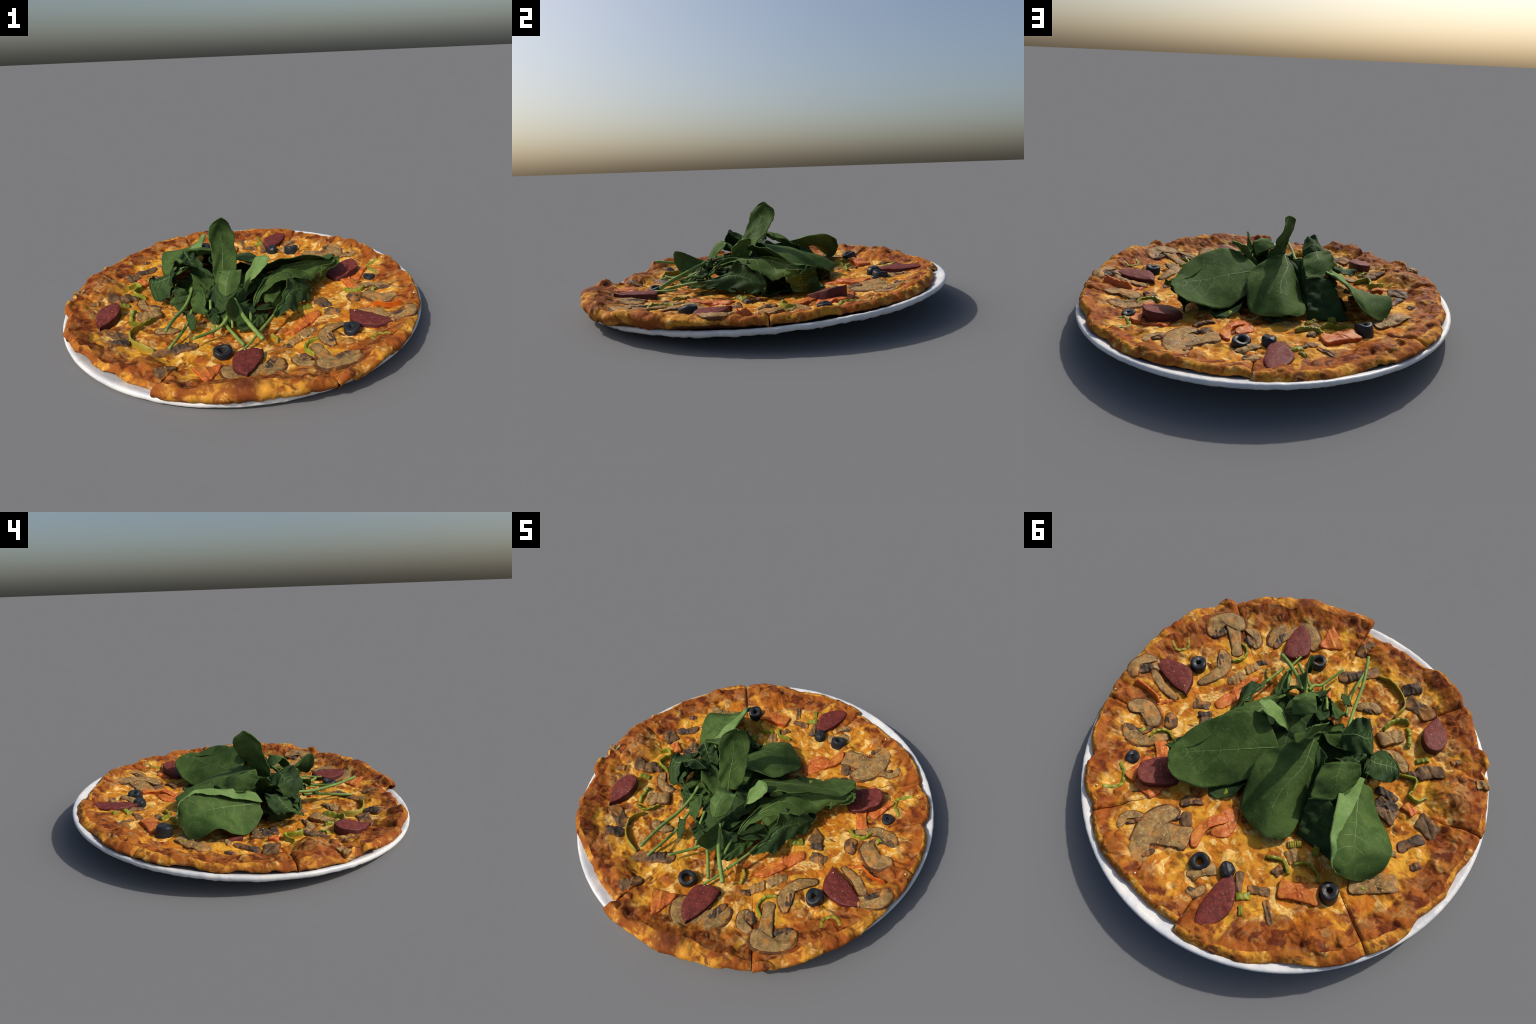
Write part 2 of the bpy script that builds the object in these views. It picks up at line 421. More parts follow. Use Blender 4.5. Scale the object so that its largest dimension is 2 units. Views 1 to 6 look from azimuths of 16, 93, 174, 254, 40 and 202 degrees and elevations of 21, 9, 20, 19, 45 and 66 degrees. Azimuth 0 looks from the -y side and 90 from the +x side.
def build_slice(k):
    a0, a1 = CUTS[k], CUTS[k + 1]
    o = OUTLINE[k]
    na = int((a1 - a0) * 3.9)
    deg = np.linspace(a0, a1, na)
    R = np.interp(deg, [p[0] for p in o], [p[1] for p in o])
    R = R + .0025 * np.sin(deg * .33 + k) + (shader_noise(flat(np.cos(np.radians(deg)), np.sin(np.radians(deg))), 11, 3, .55) - .5) * .022
    dm = (deg + 137.5) % 360 - 137.5 if k < 7 else deg
    w, rh, drop = rim_at(dm)
    front = sstep(-100, -92, dm) * (1 - sstep(-30, -12, dm))
    lipt = .018 + .040 * front
    jig = (shader_noise(flat(np.cos(np.radians(deg)), np.sin(np.radians(deg))), 6, 2, .5) - .5)
    w = np.maximum(w * (1 + 1.1 * jig), .012)
    Rr = R - w
    nr, nc = 190, 12
    u = np.linspace(0.0, 1, nr) ** .85
    a = np.radians(deg)
    r_in = u[:, None] * Rr[None, :]
    v = (np.arange(1, nc + 1) / nc)
    r_out = Rr[None, :] + v[:, None] * w[None, :]
    r = np.concatenate([r_in, r_out])
    # kerf: pull the two cut sides apart a touch near the rim
    kerf = .0022
    off = np.zeros_like(deg); off[0] = kerf; off[-1] = -kerf
    aa = a[None, :] + off[None, :] * sstep(.62, .85, r) / np.maximum(r, .05)
    x, y = r * np.cos(aa), r * np.sin(aa)
    z = sheet(x, y) + relief(x.ravel(), y.ravel()).reshape(x.shape)
    # ridge and outer slope of the crust
    t = np.concatenate([np.clip((u - .78) / .22, 0, 1)[:, None] ** 1.9 * np.ones((1, na)), np.ones((nc, na))])
    z += t * rh[None, :]
    z[nr:] -= (v ** 2.2)[:, None] * drop[None, :]
    # the wheel's groove along both sides of each cut
    da = np.minimum(np.abs(deg - a0), np.abs(a1 - deg))
    dd = np.radians(da)[None, :] * r
    z -= .010 * np.exp(-(dd / .009) ** 2) * sstep(.60, .82, r)
    rows = len(r)
    V = np.stack([x, y, z], -1).reshape(-1, 3)
    # thin lip, then the scorched underside running in and down to the plate
    zb = np.maximum(np.minimum(sheet(x, y) - .030, rim_plane(x, y) + .004), rim_plane(x, y) - .014)[-1]
    lip = np.minimum(z[-1] - .010, np.maximum(zb, z[-1] - lipt))
    wall = []
    def ring(dr, zz):
        rr = R + dr
        wall.append(np.stack([rr * np.cos(aa[-1]), rr * np.sin(aa[-1]), zz], -1))
    ring(.004, z[-1] * .65 + lip * .35)
    ring(.001 - .010 * front, z[-1] * .25 + lip * .75)
    ring(-.004 - .022 * front, lip)
    ring(-.040, np.minimum(lip - .003, zb * .6 + lip * .4))
    ring(-.070, np.minimum(lip - .006, zb))
    bx, by = .55 * np.cos(a), .55 * np.sin(a)
    wall.append(np.stack([bx, by, sheet(bx, by) - .034], -1))
    wall.append(np.stack([.02 * np.cos(a), .02 * np.sin(a), np.full_like(a, .030)], -1))
    V = np.concatenate([V] + wall)
    tot = rows + len(wall)
    F, isc, under = [], [], []
    for i in range(tot - 1):
        for j in range(na - 1):
            F.append((i * na + j, (i + 1) * na + j, (i + 1) * na + j + 1, i * na + j + 1))
            isc.append(i < nr - 1); under.append(i >= rows + 2)
    # cut faces
    base = len(V)
    side = []
    for col, flip in ((0, 0), (na - 1, 1)):
        idx = [i * na + col for i in range(40, rows)]
        low = V[idx].copy(); lr = np.hypot(low[:, 0], low[:, 1]); f = sstep(R[col] - .09, R[col] - .03, lr)
        low[:, 2] = (1 - f) * np.minimum(low[:, 2] - .012, sheet(low[:, 0], low[:, 1]) - .034) + f * (low[:, 2] - .012)
        b0 = len(V); V = np.concatenate([V, low])
        for q in range(len(idx) - 1):
            f = (idx[q], b0 + q, b0 + q + 1, idx[q + 1])
            F.append(f if not flip else f[::-1]); isc.append(False); under.append(False)
    isc, under = np.array(isc), np.array(under)
    whole = make_mesh('whole', V, F, CRUST)
    N = np.empty(len(V) * 3, np.float32); whole.vertices.foreach_get('normal', N); N = N.reshape(-1, 3)
    # vertices of the top use the plain height-field normal, so the seam does not show
    bpy.data.meshes.remove(whole)
    def part(sel, name, mat, parent):
        fs = [F[i] for i in np.nonzero(sel)[0]]
        used = np.unique(np.array(fs).ravel())
        mp = {int(v): i for i, v in enumerate(used)}
        me = make_mesh(name, V[used], [tuple(mp[v] for v in f) for f in fs], mat, fmat=under[sel].astype(np.int32) if len(mat) > 1 else None)
        nn = N[used]
        nn = np.where(np.linalg.norm(nn, axis=1, keepdims=True) < .1, (0, 0, 1), nn)
        me.normals_split_custom_set_from_vertices([tuple(map(float, q)) for q in nn])
        return new_object(name, me, parent)
    sl = part(~isc, 'pizza_slice', [CRUST, SCORCH], pizza)
    part(isc, 'cheese', [CHEESE], sl)
    return sl

# --------------------------------------------------------------------- toppings
FLAT = {'mushroom_slice': .50, 'mushroom_shadow_outline': .30, 'mushroom_stem': .6, 'mushroom_gills': .62, 'mushroom_piece': .42, 'tomato_piece': .7, 'green_pepper_bit': .7, 'sausage_slice': .8}
JIT = {'mushroom_shadow_outline': .02, 'sausage_slice': .012, 'mushroom_slice': .012, 'mushroom_piece': .13, 'tomato_piece': .05, 'mushroom_gills': .06}

def slab(name, outline, thick, top_mat, side_mat, lift=0., tilt=(0, 0), sink=.012, dome=.004, rough_=.003,
         n=44, parent=None, bevel=.006, droop=1., seed=0):
    """a flat piece with rounded edge, cut to a smooth closed outline, lying on the cheese"""
    thick = thick * FLAT.get(name, 1.)
    P = catmull(outline, n, True)
    c = P.mean(0)
    Q = P - c
    ang = np.arctan2(Q[:, 1], Q[:, 0])
    g = np.random.default_rng(int(abs(c[0] * 7919 + c[1] * 104729) * 1000) % 99991)
    jit = sum(g.uniform(-1, 1) / q ** .6 * np.cos(q * ang + g.uniform(0, 6.28)) for q in range(2, 11))
    Q = Q * (1 + JIT.get(name, .05) * jit)[:, None]
    size = np.hypot(Q[:, 0], Q[:, 1]).mean()
    inset = [(0., 0.), (.25, 0.), (.5, 0.), (.72, 0.), (1 - bevel / size * 1.1, -.0), (1 - bevel / size * .35, -bevel * .35), (1., -bevel)]
    V, F, fm = [], [], []
    phase = seed * 1.7 + c[0] * 9
    def z_at(xy):
        own = top(xy[:, 0], xy[:, 1])
        mid = top(c[0], c[1])
        return mid + (own - mid) * droop
    for s, dz in inset:
        xy = c + Q * s
        z = z_at(xy) + thick + lift + dz + dome * (1 - s * s)
        z += tilt[0] * (xy[:, 0] - c[0]) + tilt[1] * (xy[:, 1] - c[1])
        z += rough_ * (np.sin(xy[:, 0] * 90 + phase) * np.sin(xy[:, 1] * 80 + 2 * phase) + .6 * np.sin(xy[:, 0] * 210 + xy[:, 1] * 170 + phase))
        V.append(np.column_stack([xy, z]))
    zt = V[-1][:, 2]
    zb = np.minimum(z_at(c + Q) - sink, zt - .004)
    for s, f in ((1.01, .4), (1.02, 1.)):
        V.append(np.column_stack([c + Q * s, zt * (1 - f) + zb * f]))
    m = len(V)
    for i in range(m - 1):
        for j in range(n):
            k = (j + 1) % n
            F.append((i * n + j, (i + 1) * n + j, (i + 1) * n + k, i * n + k)); fm.append(0 if i < 5 else 1)
    F.append(tuple(range((m - 1) * n + n - 1, (m - 1) * n - 1, -1))); fm.append(1)
    V = np.concatenate(V)
    org = np.array([c[0], c[1], float(top(c[0], c[1]))])
    if parent is not None and parent.type == 'MESH':
        rel = org - np.array(parent.location)
    else:
        rel = org
    me = make_mesh(name, V - org, F, [top_mat, side_mat], fmat=fm)
    me.set_sharp_from_angle(angle=rad(50))
    return new_object(name, me, parent or pizza, rel)

def band(p0, p1, w0, w1=None, bow=0., n=5):
    """closed outline of a strip from p0 to p1"""
    p0, p1 = np.array(p0, float), np.array(p1, float)
    d = p1 - p0; L = np.linalg.norm(d); d /= L; q = np.array([-d[1], d[0]])
    w1 = w0 if w1 is None else w1
    t = np.linspace(0, 1, n)
    mid = p0 + np.outer(t, d * L) + np.outer(bow * 4 * t * (1 - t), q)
    w = (w0 + (w1 - w0) * t)[:, None] / 2
    return np.concatenate([mid + q * w, (mid - q * w)[::-1]])

def arc_band(pts, w, taper=.5, n=9):
    """closed outline of a curved strip that follows pts"""
    C = catmull(pts, n); T = np.gradient(C, axis=0); T /= np.linalg.norm(T, axis=1, keepdims=True)
    q = np.stack([-T[:, 1], T[:, 0]], -1)
    t = np.linspace(-1, 1, n)
    ww = (w / 2 * (1 - taper * t ** 4))[:, None]
    return np.concatenate([C + q * ww, (C - q * ww)[::-1]])

def ribbon(name, pts, height, thick, mat, lean=0., lift=0., n=40, parent=None, hvar=.3, seed=0):
    """a strip standing on its edge along a curve: pepper ring cut open"""
    C = catmull(pts, n); T = np.gradient(C, axis=0); T /= np.linalg.norm(T, axis=1, keepdims=True)
    q = np.stack([-T[:, 1], T[:, 0]], -1)
    t = np.linspace(0, 1, n)
    H = height * (1 - hvar * .5 + hvar * .5 * np.sin(t * 9 + seed)) * (1 - .55 * (2 * t - 1) ** 6)
    z0 = top(C[:, 0], C[:, 1]) + lift
    prof = [(-.5, -.45), (-.5, .6), (-.35, .95), (0, 1.), (.35, .95), (.5, .6), (.5, -.45)]
    V, F = [], []
    for s, f in prof:
        off = q * (s * thick) + q * (lean * max(f, 0)) * H[:, None]
        V.append(np.column_stack([C + off, z0 + H * f + .002 * np.sin(t * 40 + seed) * max(f, 0)]))
    m = len(prof)
    for i in range(m - 1):
        for j in range(n - 1):
            F.append((i * n + j, i * n + j + 1, (i + 1) * n + j + 1, (i + 1) * n + j))
    F.append(tuple(i * n for i in range(m))); F.append(tuple(i * n + n - 1 for i in range(m))[::-1])
    V = np.concatenate(V); org = V.mean(0)
    me = make_mesh(name, V - org, F, mat)
    me.set_sharp_from_angle(angle=rad(60))
    return new_object(name, me, parent or pizza, org)

def olive(x, y, r, h, hole, tilt=(0, 0), lift=0., fill=None):
    z0 = float(top(x, y)) + lift
    n = 40
    prof = [(hole, -h * .5), (hole, h * .60), (hole * 1.10, h * .70), (r * .60, h * .74), (r * .86, h * .74), (r * .94, h * .70), (r * .99, h * .58), (r * 1.02, h * .1), (r * .98, -h * .5)]
    V, F, fm = [], [], []
    th = np.linspace(0, 2 * np.pi, n, endpoint=False)
    for k, (rr, zz) in enumerate(prof):
        e = rr * (1 + .05 * np.cos(2 * th + x * 9) + .03 * np.cos(3 * th + y * 20))
        V.append(np.stack([e * np.cos(th), e * np.sin(th), np.full(n, zz) + .004 * np.cos(th * 2 + y * 11)], -1))
    m = len(prof)
    for i in range(m - 1):
        for j in range(n):
            k = (j + 1) % n
            F.append((i * n + j, i * n + k, (i + 1) * n + k, (i + 1) * n + j)[::-1]); fm.append(1 if i in (0, 1) or (i == 2 and hole > .02) else 0)
    me = make_mesh('olive', np.concatenate(V), F, [OLIVE, OLIVE_IN], fmat=fm)
    me.set_sharp_from_angle(angle=rad(42))
    ob = new_object('olive', me, pizza, (x, y, z0))
    ob.rotation_euler = (tilt[0], tilt[1], x * 7)
    if fill is not None:
        W = [(0, 0, h * .3)] + [(hole * 1.02 * math.cos(t), hole * 1.02 * math.sin(t), h * .22) for t in th] + [(hole * 1.0 * math.cos(t), hole * math.sin(t), -h * .4) for t in th]
        FF = [(0, 1 + j, 1 + (j + 1) % n) for j in range(n)] + [(1 + j, 1 + n + j, 1 + n + (j + 1) % n, 1 + (j + 1) % n) for j in range(n)]
        new_object('olive_filling', make_mesh('olive_filling', W, FF, fill), ob)
    return ob

def sausages():
    S = [
        ([(.866, -.235), (.866, -.235), (.825, -.266), (.762, -.281), (.678, -.271), (.638, -.211), (.630, -.128), (.630, -.128), (.693, -.138), (.763, -.166), (.832, -.205)], .026, 0, (0, 0)),
        ([(.260, -.797), (.260, -.797), (.200, -.771), (.161, -.701), (.153, -.628), (.210, -.577), (.268, -.573), (.268, -.573), (.286, -.642), (.281, -.723)], .036, 0, (0, .0)),
        ([(-.610, -.544), (-.610, -.544), (-.670, -.484), (-.696, -.419), (-.679, -.350), (-.623, -.330), (-.586, -.364), (-.569, -.424), (-.587, -.491)], .036, .004, (.1, .15)),
        ([(-.062, .713), (-.071, .778), (-.040, .848), (.021, .888), (.049, .877), (.049, .877), (.058, .819), (.051, .758), (.028, .676), (-.006, .627), (-.006, .627), (-.043, .670)], .022, 0, (0, 0)),
        ([(.619, .335), (.588, .287), (.552, .249), (.486, .237), (.431, .337), (.510, .399), (.581, .411)], .034, .018, (.22, .22)),
        ([(-.55, .15), (-.58, .17), (-.616, .224), (-.60, .24), (-.56, .21)], .02, 0, (0, 0)),
    ]
    for i, (o, th, lf, tl) in enumerate(S):
        slab('sausage_slice', o, th, SAUSAGE, SAUSAGE_SKIN, lf, tl, dome=.003, rough_=.0006, droop=.45, bevel=.004, n=90, seed=i, sink=.02)

def olives():
    olive(.660, -.318, .044, .052, .014, (.10, .14))
    olive(.084, -.612, .045, .050, .023, (.14, -.05))
    olive(.151, .632, .042, .056, .018, (-.16, .12))
    olive(-.433, .540, .044, .075, .015, (-.30, -.05), fill=PIMENTO)
    olive(.692, .305, .034, .020, .010, (0, 0), fill=OLIVE)
    # collapsed black half
    slab('olive_piece', [(.045, .650), (.056, .598), (.018, .585), (-.012, .610), (-.002, .655)], .035, OLIVE, OLIVE, 0, dome=.012, bevel=.012, droop=.3)

def mushroom(cap, stem, gills, cap_w=.07, thick=.014, gill_w=.042, cap_mat=None):
    """sliced mushroom: curved cap band, stem strip and dark gill patches under the cap"""
    cap_mat = cap_mat or CAP
    body = slab('mushroom_slice', arc_band(cap, cap_w, .55), thick, cap_mat, SKIN, dome=.003, rough_=.0015, droop=.8, n=72)
    C = catmull(cap, 9); m = C.mean(0)
    slab('mushroom_shadow_outline', arc_band(m + (C - m) * 1.03, cap_w * 1.16, .5), thick, CONTACT_SHADE, CONTACT_SHADE, dome=.0, rough_=.001, droop=.8, n=72, parent=body, bevel=.004)  # wider brown slab draws the contact shadow around the slice
    if stem:
        slab('mushroom_shadow_outline', band(stem[0], stem[1], stem[2] * 1.14, (stem[3] if len(stem) > 3 else stem[2]) * 1.14), thick * .9, CONTACT_SHADE, CONTACT_SHADE, dome=.0, rough_=.001, droop=.8, parent=body)
        slab('mushroom_stem', band(*stem), thick * .9, cap_mat, SKIN, dome=.003, rough_=.002, droop=.8, parent=body)
    for g in gills:
        g = np.array(g, float); gm = g.mean(0); g = gm + (g - gm) * 1.45
        slab('mushroom_gills', arc_band(g, gill_w, .7), thick * .92 + .002, GILL, GILL, dome=.002, rough_=.003, droop=.8, parent=body, bevel=.004)
    return body

def chunk(p0, p1, w, thick, mat=None, bow=0., lift=0., tilt=(0, 0), w1=None, side=None):
    mat = mat or CAP_DARK
    return slab('mushroom_piece', band(p0, p1, w, w1, bow, 3), thick, mat, side or SKIN, lift, tilt, dome=.006, rough_=.004, droop=.9, sink=.008)

def mushrooms():
    mushroom([(.680, -.520), (.700, -.590), (.650, -.648), (.587, -.668), (.550, -.620)], ((.605, -.640), (.500, -.470), .075, .05), [[(.672, -.530), (.630, -.575)]], .070)
    mushroom([(.530, -.645), (.472, -.640), (.440, -.600), (.446, -.560)], None, [[(.500, -.600), (.460, -.570)]], .050)
    mushroom([(.360, -.610), (.372, -.676), (.340, -.745), (.265, -.790), (.197, -.790), (.150, -.740), (.155, -.690)], ((.260, -.74), (.24, -.60), .09, .07), [[(.335, -.62), (.325, -.70)], [(.175, -.715), (.20, -.66)]], .070, .012)
    mushroom([(.905, -.095), (.935, -.132), (.918, -.195), (.860, -.240)], ((.87, -.21), (.76, -.24), .06), [[(.905, -.135), (.865, -.185)]], .055)
    mushroom([(.845, -.175), (.765, -.118), (.665, -.085)], None, [], .045, .016)
    mushroom([(.592, -.463), (.540, -.418), (.528, -.350), (.560, -.285), (.610, -.225)], None, [[(.575, -.43), (.555, -.37)]], .055, .012)
    mushroom([(.845, .078), (.790, .030), (.722, .066), (.690, .113)], None, [], .085, .024)
    mushroom([(.812, .160), (.775, .205), (.710, .212), (.645, .175), (.595, .128)], None, [[(.80, .16), (.745, .165), (.71, .13)]], .055, .014)
    mushroom([(.665, .020), (.628, .025), (.610, .065), (.645, .080)], None, [[(.65, .04), (.63, .065)]], .040, .020, .02, CAP_DARK)
    mushroom([(.350, .480), (.400, .484), (.442, .538), (.455, .610), (.438, .690), (.405, .730), (.370, .728)], ((.43, .60), (.245, .566), .12, .10), [[(.385, .715), (.365, .68)], [(.375, .51), (.340, .485)]], .075, .018, .028)
    mushroom([(.553, .655), (.566, .610), (.545, .572), (.488, .553)], None, [[(.53, .61), (.49, .575)]], .036, .014, .02)
    mushroom([(.361, .430), (.342, .390), (.285, .375)], None, [[(.34, .42), (.315, .395), (.28, .385)]], .042, .020, .022, CAP_DARK)
    mushroom([(.318, .446), (.303, .490), (.275, .510)], None, [], .050, .020, .02, CAP_DARK)
    mushroom([(.149, .768), (.105, .772), (.078, .728)], None, [[(.14, .762), (.11, .765)]], .040, .014, .02)
    mushroom([(-.211, -.435), (-.253, -.470), (-.305, -.478), (-.322, -.450)], None, [[(-.25, -.44), (-.29, -.44)]], .050, .014, .02)
    mushroom([(-.409, -.248), (-.476, -.254), (-.530, -.225), (-.558, -.178)], None, [[(-.42, -.235), (-.47, -.235)]], .050, .016, .02)
    chunk((.165, .715), (.075, .635), .055, .018, CAP, .008)
    chunk((-.035, .605), (-.060, .690), .035, .022, CAP_DARK)
    chunk((-.500, .455), (-.684, .372), .085, .026, CAP)
    chunk((-.655, .210), (-.735, .120), .048, .020, GILL, .008)
    chunk((-.650, .240), (-.590, .260), .03, .008, CAP)
    chunk((-.690, .035), (-.790, .075), .075, .014, CAP_DARK, 0)
    chunk((-.727, .280), (-.762, .243), .036, .008, GILL)
    chunk((-.470, .025), (-.590, .065), .090, .026, CAP_DARK, 0, 0, (0, .1))
    chunk((-.475, .030), (-.580, .030), .05, .034, GILL, .01)
    chunk((-.465, -.040), (-.560, -.010), .045, .024, GILL, .012)
    chunk((-.075, -.575), (-.228, -.690), .060, .018, CAP_DARK)
    chunk((-.10, -.585), (-.17, -.64), .045, .028, GILL)
    chunk((-.400, -.630), (-.480, -.680), .058, .028, GILL)
    chunk((-.430, -.590), (-.584, -.540), .070, .012, CAP_DARK)
    chunk((-.385, -.300), (-.475, -.378), .075, .044, CAP, .0, 0, (.1, .1))
    chunk((-.575, -.170), (-.640, -.205), .040, .026, GILL)
    chunk((-.620, -.190), (-.725, -.240), .070, .036, CAP_DARK, .012)
    chunk((-.744, -.310), (-.791, -.335), .030, .012, CAP_DARK)
    chunk((-.890, -.232), (-.945, -.255), .045, .024, CAP, .008)
    chunk((-.105, -.765), (-.145, -.855), .050, .014, CAP_DARK)
    chunk((.446, -.309), (.413, -.372), .045, .010, CAP)
    chunk((.575, -.105), (.493, -.121), .055, .008, CAP_DARK)
    chunk((.385, -.473), (.342, -.511), .035, .010, GILL)
    chunk((.425, -.385), (.470, -.300), .04, .010, CAP)
    chunk((.37, -.47), (.42, -.40), .05, .008, CAP)
    chunk((-.100, .658), (-.185, .637), .040, .012, CAP_DARK)
    chunk((-.175, .555), (-.197, .505), .040, .016, CAP_DARK)
    chunk((-.192, .677), (-.245, .753), .026, .010, CAP_DARK)
    chunk((-.195, .46), (-.240, .42), .07, .010, CAP)
    slab('mushroom_piece', [(.420, -.046), (.411, .030), (.450, .02), (.493, -.010), (.482, -.067)], .026, CAP_DARK, SKIN, 0, (.2, .1), droop=.4)
    chunk((.46, -.075), (.52, -.05), .035, .02, GILL)
    # scattered under the heap of leaves
    for i in range(14):
        a, r = rng.uniform(0, 2 * np.pi), rng.uniform(.03, .34)
        p = np.array([r * math.cos(a) - .03, r * math.sin(a) - .02]); q = p + rng.uniform(-.06, .06, 2)
        chunk(p, q, rng.uniform(.035, .07), rng.uniform(.010, .024), [CAP, CAP_DARK, GILL][i % 3], .01)

def vegetables():
    T = lambda o, th, lf=0., tl=(0, 0), a=TOMATO, b=TOMATO_SKIN, **k: slab('tomato_piece', o, th, a, b, lf, tl, **k)
    T([(.102, -.859), (.04, -.82), (-.009, -.762), (.05, -.735), (.119, -.715), (.115, -.79)], .014, rough_=.003)
    T(arc_band([(.211, .590), (.222, .513), (.186, .438), (.127, .403)], .050, .5), .022, droop=.8)
    T([(.179, .380), (.115, .330), (.085, .382), (.091, .474), (.165, .500)], .010, 0, (0, 0), droop=1.)
    T(band((-.222, .604), (-.395, .560), .070, .085), .030, 0, (0, -.05), droop=.5)
    T(band((.616, .172), (.552, .260), .055), .016)
    T(band((.645, .412), (.612, .270), .050), .020, 0, (0, .1))
    T(band((.580, .395), (.490, .435), .055), .014)
    T([(.62, .42), (.55, .45), (.50, .44), (.48, .36), (.55, .30), (.61, .32)], .016, 0, (0, 0))
    T(arc_band([(.462, -.136), (.404, -.238), (.357, -.371)], .075), .010, rough_=.004)
    T(arc_band([(.339, -.382), (.390, -.325), (.428, -.245)], .035), .016)
    T(band((-.605, -.012), (-.665, .020), .045), .026)
    T(band((-.03, -.47), (-.06, -.41), .035), .012)
    ribbon('orange_pepper_strip', [(.890, -.055), (.821, -.052), (.735, -.020)], .045, .012, CARROT, .45, -.008, hvar=.15)
    T(band((.74, -.02), (.66, -.09), .02), .006)
    R = lambda pts, h, t, m=PEPPER, **k: ribbon('green_pepper_strip', pts, h, t, m, **k)
    R([(-.246, -.668), (-.326, -.657), (-.402, -.609), (-.441, -.536), (-.410, -.456)], .040, .010, PEPPER_DARK, lean=-.15)
    R([(-.384, -.363), (-.430, -.439), (-.493, -.445)], .036, .012, lean=.4)
    R([(-.492, -.427), (-.52, -.37), (-.528, -.316)], .020, .022)
    R([(-.538, -.158), (-.615, -.152), (-.622, -.095), (-.612, -.066), (-.655, -.045), (-.690, -.083)], .038, .012)
    R([(.515, -.553), (.465, -.521), (.464, -.461), (.508, -.420)], .022, .014)
    R([(.674, .178), (.657, .128), (.608, .107), (.564, .132)], .024, .014)
    R([(.731, .357), (.682, .397), (.668, .461), (.727, .505)], .010, .018)
    R([(-.110, .490), (-.188, .479), (-.235, .526)], .024, .016)
    R([(-.236, .478), (-.294, .445), (-.349, .468), (-.373, .511)], .032, .012)
    R([(.315, -.473), (.300, -.424), (.259, -.393)], .022, .016, PEPPER_DARK)
    R([(.845, -.38), (.80, -.35), (.76, -.39), (.78, -.44)], .006, .016, PEPPER_DARK)
    R([(-.296, .318), (-.313, .395)], .026, .030)
    R([(-.176, .401), (-.235, .367)], .020, .032, PEPPER_DARK)
    for p0, p1, w in (((-.065, .712), (-.119, .685), .034), ((.208, .282), (.150, .262), .032), ((-.588, -.260), (-.646, -.290), .026),
                      ((.353, -.128), (.410, -.078), .036), ((.718, .132), (.733, .168), .024), ((-.10, .74), (-.12, .78), .018),
                      ((-.55, .44), (-.57, .46), .02)):
        slab('green_pepper_bit', band(p0, p1, w), .016, PEPPER, PEPPER_DARK, dome=.006)
    # sesame crumbs
    V, F = [], []
    crumbs = [(.751, .515), (.377, .804), (.946, .023), (.71, .22), (.19, -.60), (.21, -.62), (.20, -.585), (-.53, .06), (-.55, .05), (-.52, .03), (.35, .60), (.30, .57), (.36, .64),
              (.31, .62), (.27, .58), (-.64, .43), (.655, -.16), (.66, -.52), (.55, -.39), (.565, -.35)]
    for i, (x, y) in enumerate(crumbs):
        s = .008 if i < 3 else .005
        z = float(top(x, y)) + (.010 if i < 4 else .030)
        b = len(V)
        for dx, dy, dz in ((s, 0, 0), (0, s * .7, 0), (-s, 0, 0), (0, -s * .7, 0), (0, 0, s * .8), (0, 0, -s)):
            V.append((x + dx, y + dy, z + dz))
        F += [(b, b + 1, b + 4), (b + 1, b + 2, b + 4), (b + 2, b + 3, b + 4), (b + 3, b, b + 4), (b + 1, b, b + 5), (b + 2, b + 1, b + 5), (b + 3, b + 2, b + 5), (b, b + 3, b + 5)]
    ob = new_object('sesame_crumbs', make_mesh('sesame_crumbs', V, F, SEED), pizza)
    ob['kind'] = 'stuff'

# ----------------------------------------------------------------------- arugula
def tube(path, r0, r1, n=28, m=8, end=True):
    C = catmull(path, n); T = np.gradient(C, axis=0); T /= np.linalg.norm(T, axis=1, keepdims=True)
    a = np.cross(T, (0.02, 0.05, 1.)); a /= np.linalg.norm(a, axis=1, keepdims=True); b = np.cross(T, a)
    r = np.linspace(r0, r1, n)[:, None]
    V, F = [], []
    for k in range(m):
        t = 2 * np.pi * k / m
        V.append(C + r * (math.cos(t) * a + math.sin(t) * b))
    V = np.concatenate(V)
    for k in range(m):
        q = (k + 1) % m
        for i in range(n - 1):
            F.append((k * n + i, q * n + i, q * n + i + 1, k * n + i + 1))
    F.append(tuple(k * n for k in range(m))[::-1]); F.append(tuple(k * n + n - 1 for k in range(m)))
    return V, F

